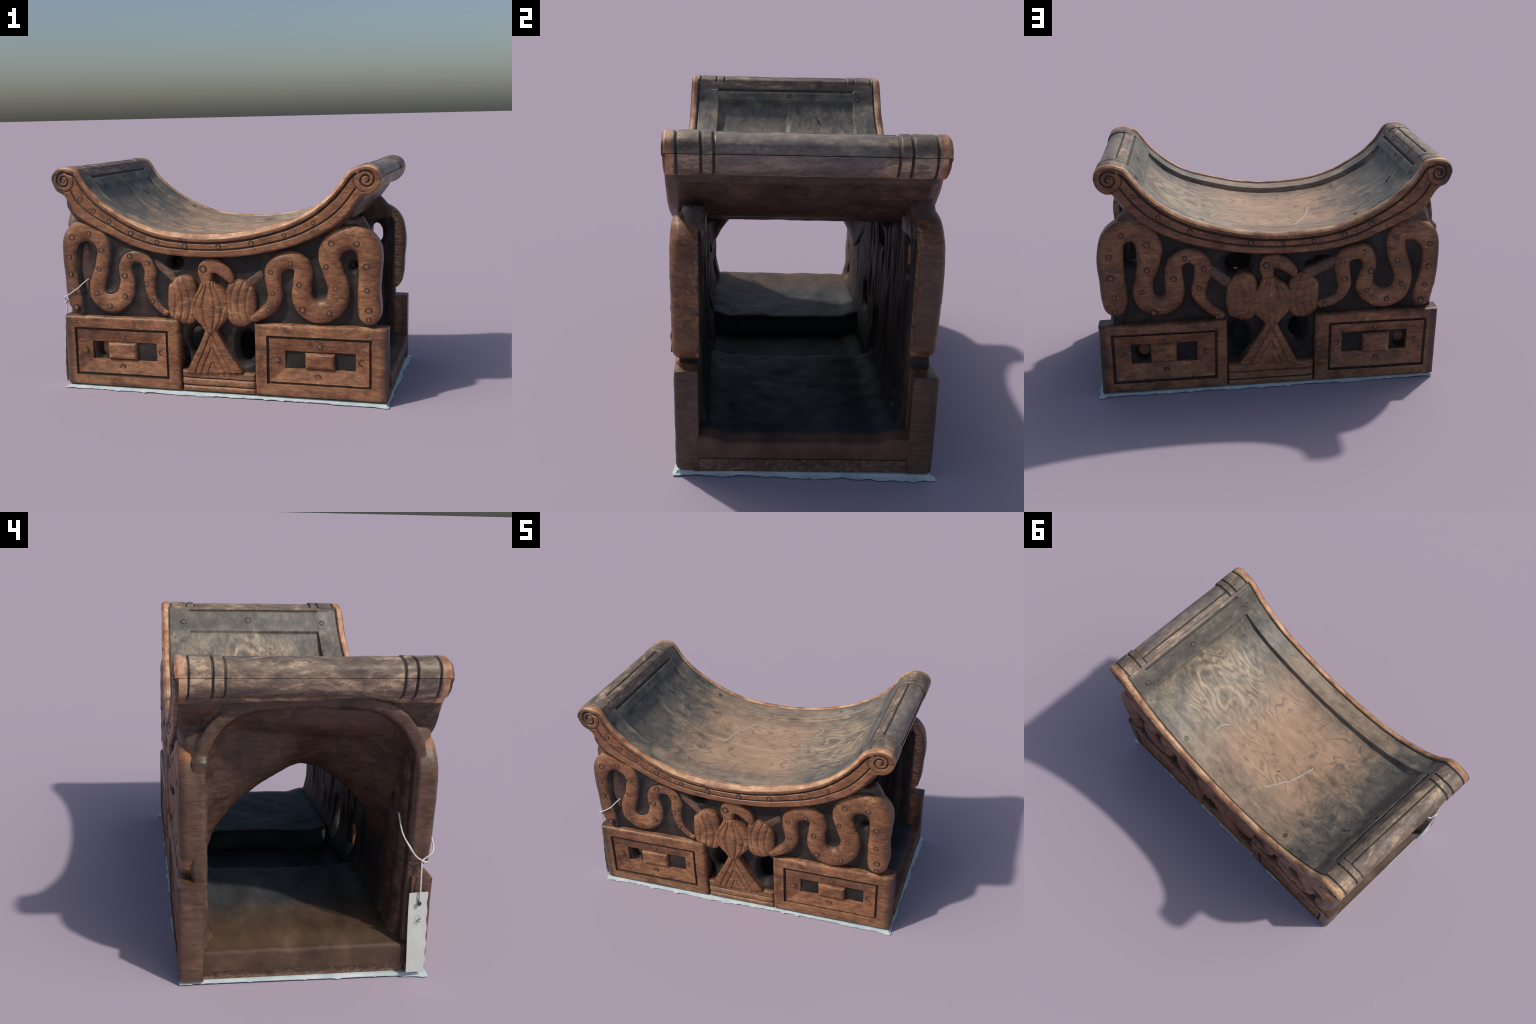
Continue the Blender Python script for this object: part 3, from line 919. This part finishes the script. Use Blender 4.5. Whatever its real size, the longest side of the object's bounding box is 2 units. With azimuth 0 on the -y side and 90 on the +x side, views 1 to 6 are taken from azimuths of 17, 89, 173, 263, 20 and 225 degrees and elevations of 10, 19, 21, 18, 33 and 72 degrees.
def build_web(side):
    nx, nz = 380, 170
    xs = np.linspace(-.890, .872, nx)
    u = np.linspace(0, 1, nz)
    zt = np.minimum(seat_bottom(xs - SHEAR * side * .45) + .012, np.interp(np.abs(xs), (.70, .78, .84, .88, .92), (1.03, 1.0, .965, .90, .80)))
    # ends of the wall stop inside the outer posts
    X = np.repeat(xs[:, None], nz, 1)
    Zt = np.repeat(zt[:, None], nz, 1)
    Z = .10 + (Zt - .10) * u[None, :]
    x, z = X.ravel(), Z.ravel()
    flat = np.stack([x, 0 * x, z], 1)
    gap = np.full(len(x), 9.0)
    for s_side, _, _, ctrl, _ in SNAKES:
        if s_side == side:
            S = spline(ctrl, 110)
            for cx, cz, w in S:
                gap = np.minimum(gap, np.hypot(x - cx, z - cz) - w)
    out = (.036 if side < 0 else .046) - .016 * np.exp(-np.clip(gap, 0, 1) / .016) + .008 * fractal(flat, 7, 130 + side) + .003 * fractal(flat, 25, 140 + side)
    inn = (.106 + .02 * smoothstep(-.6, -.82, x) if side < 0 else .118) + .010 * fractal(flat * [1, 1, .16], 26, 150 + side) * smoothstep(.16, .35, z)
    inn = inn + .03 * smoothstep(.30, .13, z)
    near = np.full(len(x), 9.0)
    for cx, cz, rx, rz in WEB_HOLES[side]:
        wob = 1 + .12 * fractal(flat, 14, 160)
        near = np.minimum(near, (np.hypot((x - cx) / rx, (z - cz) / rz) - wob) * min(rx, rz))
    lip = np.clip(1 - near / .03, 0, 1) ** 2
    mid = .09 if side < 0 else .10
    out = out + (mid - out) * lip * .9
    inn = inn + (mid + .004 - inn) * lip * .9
    post = smoothstep(.86, .90, np.abs(x))
    out = out + post * .02
    inn = inn - post * (.016 if side < 0 else .026)
    A, Bk = on_side(side, x, z, out), on_side(side, x, z, inn)
    keep = (near > 0).reshape(nx, nz)
    # border points of holes are left as they fall; cells with all corners solid stay
    cell = keep[:-1, :-1] & keep[1:, :-1] & keep[1:, 1:] & keep[:-1, 1:]
    F = []
    N = nx * nz
    idx = np.arange(N).reshape(nx, nz)
    edges = {}
    ii, jj = np.nonzero(cell)
    for i, j in zip(ii, jj):
        a, b, c, e = idx[i, j], idx[i + 1, j], idx[i + 1, j + 1], idx[i, j + 1]
        F.append((a, b, c, e))
        F.append((a + N, e + N, c + N, b + N))
        for p, q in ((a, b), (b, c), (c, e), (e, a)):
            if (q, p) in edges:
                del edges[(q, p)]
            else:
                edges[(p, q)] = 1
    for p, q in edges:
        F.append((q, p, p + N, q + N))
    V = np.vstack([A, Bk])
    used, inv = np.unique(np.concatenate([np.ravel(f) for f in F]), return_inverse=True)
    inv = inv.reshape(-1, 4)
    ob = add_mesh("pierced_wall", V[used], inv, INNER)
    orient_outward(ob.data)
    return ob


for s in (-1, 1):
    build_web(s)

# ------------------------------------------------------------------ floor board with sunk middle
def build_floor():
    xs = np.unique(np.concatenate([np.linspace(-.958, .958, 150), np.linspace(-.958, -.93, 9), np.linspace(.93, .958, 9)]))
    v = np.linspace(0, 1, 70)
    X, Vv = np.meshgrid(xs, v, indexing="ij")
    Y = (y_front(X) + .085) * (1 - Vv) + (y_back(X) - .10) * Vv
    x, y = X.ravel(), Y.ravel()
    flat = np.stack([x, y, 0 * x], 1)
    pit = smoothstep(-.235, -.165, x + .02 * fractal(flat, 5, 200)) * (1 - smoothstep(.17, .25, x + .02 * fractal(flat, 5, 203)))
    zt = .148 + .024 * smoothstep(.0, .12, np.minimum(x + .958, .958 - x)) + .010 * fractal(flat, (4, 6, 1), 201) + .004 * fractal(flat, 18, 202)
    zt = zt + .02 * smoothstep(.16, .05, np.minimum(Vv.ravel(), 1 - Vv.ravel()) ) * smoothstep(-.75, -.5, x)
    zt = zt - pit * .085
    q = np.minimum(x + .958, .958 - x)
    r = .018
    zt = zt - np.where(q < r, r - np.sqrt(np.maximum(r * r - (r - q) ** 2, 0)), 0)
    A = np.stack([x, y, zt], 1)
    low = np.where(np.abs(x) > .9, .062 + .022 * smoothstep(0, 1, x), .03)
    Bt = np.stack([x, y, np.minimum(low, zt - .012)], 1)
    nx, nv = X.shape
    N = nx * nv
    F = grid_faces(nx, nv) + grid_faces(nx, nv, flip=True, off=N)
    border = [i * nv for i in range(nx)] + [(nx - 1) * nv + j for j in range(1, nv)] + [i * nv + nv - 1 for i in range(nx - 2, -1, -1)] + [j for j in range(nv - 2, 0, -1)]
    for a, b in zip(border, border[1:] + border[:1]):
        F.append((a, b, b + N, a + N))
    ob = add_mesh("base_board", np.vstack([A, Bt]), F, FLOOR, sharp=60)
    orient_outward(ob.data)
    # recessed dark skirt under the board
    V = [(x, y, z) for z in (.012, .07) for x, y in ((-.940, -.43), (.942, -.38), (.942, .45), (-.940, .41))]
    sk = add_mesh("base_skirt", V, [(0, 1, 5, 4), (1, 2, 6, 5), (2, 3, 7, 6), (3, 0, 4, 7), (0, 3, 2, 1), (4, 5, 6, 7)], END, smooth=False)


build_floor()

# ------------------------------------------------------------------ arched hollow under the seat
def vault_rows(xs, seed=210):
    """cross-sections of the hollow: wide mouth at the left end, a pointed throat, then an open hall"""
    a = np.linspace(0, math.pi, 100)
    rows = []
    for x in xs:
        w = smoothstep(-.89, -.53, x)                    # mouth -> throat
        o = smoothstep(-.47, -.12, x)                   # throat -> open hall
        n = (3.2 * (1 - w) + 1.55 * w) * (1 - o) + 6.0 * o
        crest = (1.130 * (1 - w) + .815 * w) * (1 - o) + (seat_bottom(x) + .004) * o
        spring = (.70 * (1 - w) + .45 * w) * (1 - o) + (crest - .14) * o
        yl, yr = y_front(x) + .098, y_back(x) - .112
        inset = (.024 * w - .012 * (1 - w)) * (1 - o)
        c, h = (yl + yr) / 2, (yr - yl) / 2 - inset
        ca, sa = np.cos(a), np.sin(a)
        y = c - h * np.sign(ca) * np.abs(ca) ** (2 / n)
        z = spring + (crest - spring) * sa ** (2 / n)
        lean = -.03 * (1 - w) * smoothstep(.1, -.35, y) + (.02 * smoothstep(0, -.3, y) - .13 * smoothstep(-.16, .12, y)) * w * (1 - o)
        P = np.stack([x + lean, y, z], 1)
        f = fractal(P, (5, 9, 9), seed)
        P[:, 1] += f * .010 * np.sign(y - c) * -1
        P[:, 2] += f * .008
        rows.append(P)
    return np.stack(rows, 0)


def shell(G, thick):
    """closed shell: the rows G and a copy pushed away from the hollow's axis"""
    nx, na = G.shape[:2]
    V = G.reshape(-1, 3)
    dirn = V - np.stack([V[:, 0], 0 * V[:, 0], 0 * V[:, 0] + .55], 1)
    dirn[:, 0] = 0
    dirn /= np.linalg.norm(dirn, axis=1)[:, None]
    N = len(V)
    F = grid_faces(nx, na) + grid_faces(nx, na, flip=True, off=N)
    border = [i * na for i in range(nx)] + [(nx - 1) * na + j for j in range(1, na)] + [i * na + na - 1 for i in range(nx - 2, -1, -1)] + [j for j in range(na - 2, 0, -1)]
    F += [(p, q, q + N, p + N) for p, q in zip(border, border[1:] + border[:1])]
    return np.vstack([V, V + dirn * thick]), F


def build_hall():
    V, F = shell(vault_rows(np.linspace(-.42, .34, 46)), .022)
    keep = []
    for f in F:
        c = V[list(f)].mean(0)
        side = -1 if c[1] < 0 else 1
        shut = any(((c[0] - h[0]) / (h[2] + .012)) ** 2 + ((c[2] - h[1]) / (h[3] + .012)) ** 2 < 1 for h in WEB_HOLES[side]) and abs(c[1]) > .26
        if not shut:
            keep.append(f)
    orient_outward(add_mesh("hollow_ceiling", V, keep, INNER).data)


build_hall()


def fuse(name, pieces, mat, voxel, smooth, hewn, seed):
    """merge overlapping solids into one softly blended, roughly hewn body"""
    import bmesh
    bm = bmesh.new()
    for ob in pieces:
        bm.from_mesh(ob.data)
        bpy.data.objects.remove(ob)
    me = bpy.data.meshes.new(name)
    bm.to_mesh(me)
    bm.free()
    ob = bpy.data.objects.new(name, me)
    bpy.context.collection.objects.link(ob)
    r = ob.modifiers.new("merge", "REMESH")
    r.mode = "VOXEL"
    r.voxel_size = voxel
    m = ob.modifiers.new("soften", "SMOOTH")
    m.factor, m.iterations = 0.5, smooth
    dg = bpy.context.evaluated_depsgraph_get()
    done = bpy.data.meshes.new_from_object(ob.evaluated_get(dg))
    bpy.data.objects.remove(ob)
    V = np.zeros(len(done.vertices) * 3)
    done.vertices.foreach_get("co", V)
    N = np.zeros(len(V))
    done.vertex_normals.foreach_get("vector", N)
    V, N = V.reshape(-1, 3), N.reshape(-1, 3)
    bumps = fractal(V, (11, 7, 16), seed) + .45 * np.abs(fractal(V, (30, 22, 40), seed + 7))
    V = V + N * (bumps * hewn)[:, None]
    done.vertices.foreach_set("co", V.ravel())
    done.materials.clear()
    done.materials.append(mat)
    done.polygons.foreach_set("use_smooth", np.full(len(done.polygons), True))
    done.update()
    ob = bpy.data.objects.new(name, done)
    bpy.context.collection.objects.link(ob)
    ob.parent = ROOT
    return ob


def prism(P, Q, y0, y1):
    """solid between two matching (X,z) polylines, running across the seat from y0(X) to y1(X)"""
    n = len(P)
    loop = np.vstack([P, Q[::-1]])
    m = len(loop)
    ys = np.linspace(0, 1, 40)
    V = []
    for t in ys:
        y = y0(loop[:, 0]) * (1 - t) + y1(loop[:, 0]) * t
        V.append(np.stack([loop[:, 0] + SHEAR * y, y, loop[:, 1]], 1))
    F = grid_faces(len(ys), m, True) + [tuple(range(m)), tuple((len(ys) - 1) * m + k for k in range(m))[::-1]]
    ob = add_mesh("tmp", np.vstack(V), F, UNDER)
    orient_outward(ob.data)
    return ob


def neck(side, ctrl, depth, front, seed):
    return sweep("tmp", side, ctrl, depth, front=front, rounding=.05, n=50, seed=seed, ends=(False, False), rough=.003)


def block(x0, x1, y0, y1, z0, z1):
    V = [(x, y, z) for z in (z0, z1) for x, y in ((x0, y0), (x1, y0), (x1, y1), (x0, y1))]
    ob = add_mesh("tmp", V, [(0, 3, 2, 1), (4, 5, 6, 7), (0, 1, 5, 4), (1, 2, 6, 5), (2, 3, 7, 6), (3, 0, 4, 7)], UNDER)
    orient_outward(ob.data)
    return ob


def underside_strip(x0, x1, swell, inward):
    sel = (SC[:, 2] > x0) & (SC[:, 2] < x1)
    Bc = SC[:, 2:]
    d = np.gradient(Bc, axis=0)
    d /= np.maximum(np.hypot(*d.T), 1e-9)[:, None]
    nB = np.stack([d[:, 1], -d[:, 0]], 1)
    return prism((Bc + nB * swell)[sel][::3], (Bc - nB * inward)[sel][::3], lambda X: seat_front(X) + .012, lambda X: seat_back(X) - .012)


def build_left_end():
    V, F = shell(vault_rows(np.linspace(-.905, -.40, 70)), .055)
    v = add_mesh("tmp", V, F, UNDER)
    orient_outward(v.data)
    pieces = [v, underside_strip(-.905, -.42, .004, .040),
              neck(-1, [(-.800, .915, .100), (-.797, .945, .104), (-.790, 1.00, .092), (-.795, 1.05, .086), (-.82, 1.085, .066)], .125, .016, 301),
              neck(1, [(-.795, .905, .096), (-.785, .94, .098), (-.775, 1.00, .084), (-.785, 1.04, .072)], .130, .022, 302),
              block(-.936, -.80, y_front(-.9) + .050, y_front(-.9) + .106, .13, .93), block(-.930, -.80, y_back(-.9) - .120, y_back(-.9) - .055, .13, .93)]
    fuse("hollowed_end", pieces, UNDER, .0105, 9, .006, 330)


def build_right_end():
    pieces = [underside_strip(.50, .80, .003, .035),
              neck(-1, [(.745, .915, .105), (.745, .945, .102), (.735, 1.00, .085), (.73, 1.03, .07)], .12, .030, 303),
              neck(1, [(.758, .925, .105), (.755, .965, .094), (.735, 1.01, .078), (.72, 1.04, .07)], .13, .024, 304)]
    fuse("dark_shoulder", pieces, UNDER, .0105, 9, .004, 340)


build_left_end()
build_right_end()

# ------------------------------------------------------------------ paper sheet under the stool
def build_paper():
    corners = [(-.960, -.518), (.945, -.450), (.958, .540), (-.950, .484)]
    pts = []
    for (ax, ay), (bx, by) in zip(corners, corners[1:] + corners[:1]):
        k = int(math.hypot(bx - ax, by - ay) / .012)
        for i in range(k):
            t = i / k
            pts.append((ax + (bx - ax) * t, ay + (by - ay) * t))
    P = np.array(pts)
    n = len(P)
    d = np.roll(P, -1, 0) - np.roll(P, 1, 0)
    d /= np.hypot(*d.T)[:, None]
    out = np.stack([d[:, 1], -d[:, 0]], 1)
    p3 = np.stack([P[:, 0], P[:, 1], 0 * P[:, 0]], 1)
    rag = -.001 + .012 * fractal(p3, 9, 401) + .006 * value_noise(p3 * 45, 402)
    spike = np.clip(value_noise(p3 * 30, 405) - .45, 0, 1) * .03
    near_corner = np.min([np.hypot(*(P - c).T) for c in np.array(corners)], 0)
    rag = np.clip(rag + spike, -.008, .03) + .026 * smoothstep(.93, .95, P[:, 0]) * np.clip(value_noise(p3 * 11, 409) + .2, 0, 1) + .008 * np.clip(1 - near_corner / .035, 0, 1) ** 1.5
    z = .0010 + .004 * np.clip(fractal(p3, 14, 403) + .2, 0, 1)
    rag = rag + .002 * (np.abs(P[:, 1]) > .42) + .009 * (P[:, 1] < -.42) * smoothstep(.4, -.2, P[:, 0])
    loops = [P - out * .03, P - out * .006, P + out * .001, P + out * rag[:, None]]
    zs = [.016 + 0 * z, .014 + 0 * z, .005 + 0 * z, z]
    V, F = [], []
    for l, zz in zip(loops, zs):
        V.append(np.column_stack([l, zz + .0012]))
    for l, zz in zip(loops, zs):
        V.append(np.column_stack([l, np.maximum(zz - .0005, 0)]))
    for r in range(3):
        for i in range(n):
            j = (i + 1) % n
            F.append((r * n + i, r * n + j, (r + 1) * n + j, (r + 1) * n + i))
            o = 4 * n
            F.append((o + r * n + i, o + (r + 1) * n + i, o + (r + 1) * n + j, o + r * n + j))
    for r in (0, 3):
        for i in range(n):
            j = (i + 1) % n
            F.append((r * n + i, r * n + j, 4 * n + r * n + j, 4 * n + r * n + i))
    ob = add_mesh("paper_sheet", np.vstack(V), F, PAPER, smooth=False)
    orient_outward(ob.data)


build_paper()

# ------------------------------------------------------------------ tag on a string
def tube(name, pts, r, mat, parent=None, n=60):
    C = spline(np.array(pts), n)
    # re-evaluate third column along the same spline
    d = np.gradient(C, axis=0)
    d /= np.linalg.norm(d, axis=1)[:, None]
    up = np.array([.3, .2, .93])
    a = np.cross(d, up)
    a /= np.linalg.norm(a, axis=1)[:, None]
    b = np.cross(d, a)
    m = 8
    V = [C[i] + r * (a[i] * math.cos(2 * math.pi * j / m) + b[i] * math.sin(2 * math.pi * j / m)) for i in range(n) for j in range(m)]
    F = grid_faces(n, m, True) + [tuple(range(m)), tuple((n - 1) * m + j for j in range(m))]
    ob = add_mesh(name, V, F, mat, parent)
    orient_outward(ob.data)
    return ob


def build_tag():
    # card with a punched eyelet, hanging against the corner post
    nz, ny = 34, 14
    z0, z1 = .030, .384
    V, F = [], []
    for k in (0, 1):
        for i in range(nz):
            t = i / (nz - 1)
            z = z0 + (z1 - z0) * t
            ya, yb = -.512 + .010 * t, -.434 + .010 * t
            for j in range(ny):
                s = j / (ny - 1)
                y = ya + (yb - ya) * s
                x = -.968 - .004 * math.sin(5 * t + 1.2 * s) - .003 * s - .004 * (1 - t) - k * .0016
                if j == 0:
                    y += .002 * math.sin(31 * t)
                V.append((x, y, z))
    N = nz * ny
    F = grid_faces(nz, ny) + grid_faces(nz, ny, flip=True, off=N)
    border = [i * ny for i in range(nz)] + [(nz - 1) * ny + j for j in range(1, ny)] + [i * ny + ny - 1 for i in range(nz - 2, -1, -1)] + [j for j in range(ny - 2, 0, -1)]
    for a, b in zip(border, border[1:] + border[:1]):
        F.append((a, b, b + N, a + N))
    tag = add_mesh("paper_tag", V, F, TAG, sharp=40)
    orient_outward(tag.data)

    def disc(name, y, z, ry, rz, mat):
        k = 18
        x = -.9795
        V = [(x, y + ry * math.cos(2 * math.pi * i / k), z + rz * math.sin(2 * math.pi * i / k)) for i in range(k)]
        V += [(x + .004, v[1], v[2]) for v in V]
        F = [tuple(range(k)), tuple(range(k, 2 * k))[::-1]] + [(i, (i + 1) % k, k + (i + 1) % k, k + i) for i in range(k)]
        ob = add_mesh(name, V, F, mat, tag, smooth=False)
        orient_outward(ob.data)
    disc("eyelet", -.466, .339, .009, .010, INK)
    for y, z, ry, rz in ((-.475, .272, .0022, .0035), (-.469, .268, .002, .0028), (-.463, .262, .0022, .002), (-.472, .258, .002, .0028), (-.466, .285, .0016, .0018)):
        disc("ink_mark", y, z, ry, rz, INK)
    tube("string", [(-.968, -.467, .345), (-.976, -.467, .375), (-.970, -.467, .45), (-.958, -.468, .517)], .0034, STRING, tag, 30)
    tube("string", [(-.958, -.468, .517), (-.958, -.440, .540), (-.955, -.412, .580), (-.930, -.388, .630), (-.875, -.385, .690)], .0030, STRING, tag, 40)
    tube("string", [(-.958, -.472, .515), (-.957, -.445, .533), (-.956, -.418, .575), (-.925, -.392, .622), (-.875, -.388, .685)], .0026, STRING, tag, 40)
    tube("string", [(-.958, -.468, .517), (-.955, -.500, .540), (-.950, -.512, .553), (-.920, -.522, .570), (-.86, -.517, .610), (-.825, -.490, .645), (-.79, -.45, .672)], .0034, STRING, tag, 50)
    tube("string", [(-.958, -.468, .517), (-.964, -.482, .512), (-.966, -.490, .515)], .0050, STRING, tag, 12)


build_tag()

# ------------------------------------------------------------------ cracks and dents in the seat
def seat_line(name, pts, r, mat):
    Q = spline(np.array(pts), 40)
    P = np.column_stack([Q[:, 0] + SHEAR * Q[:, 1], Q[:, 1], seat_top(Q[:, 0])])
    drop = np.where(np.abs(Q[:, 0] + .04) < .6, .036, .024)[:, None] - .001
    dx = np.interp(Q[:, 0], T[:, 0], np.gradient(T[:, 1]) / np.maximum(np.gradient(T[:, 0]), 1e-5))
    nrm = np.stack([-dx, 0 * dx, 1 + 0 * dx], 1) / np.sqrt(1 + dx ** 2)[:, None]
    P = P - nrm * drop
    P[:, 1] += value_noise(P * 60, 501) * .006
    tube(name, P[::2], r, mat, SEAT_OBJ, 40)


for pts in ([(.312, .320), (.298, .270), (.300, .215), (.270, .165)], [(-.14, .30), (-.175, .24), (-.21, .17), (-.235, .12), (-.265, -.02)]):
    seat_line("crack", pts, .0042, CRACK)
for pts in ([(-.128, .156), (-.142, .143)], [(-.68, .166), (-.69, .158), (-.712, .150)]):
    pts = [pts[0], ((pts[0][0] + pts[-1][0]) / 2, (pts[0][1] + pts[-1][1]) / 2), pts[-1]]
    seat_line("dent", pts, .0045, INK)
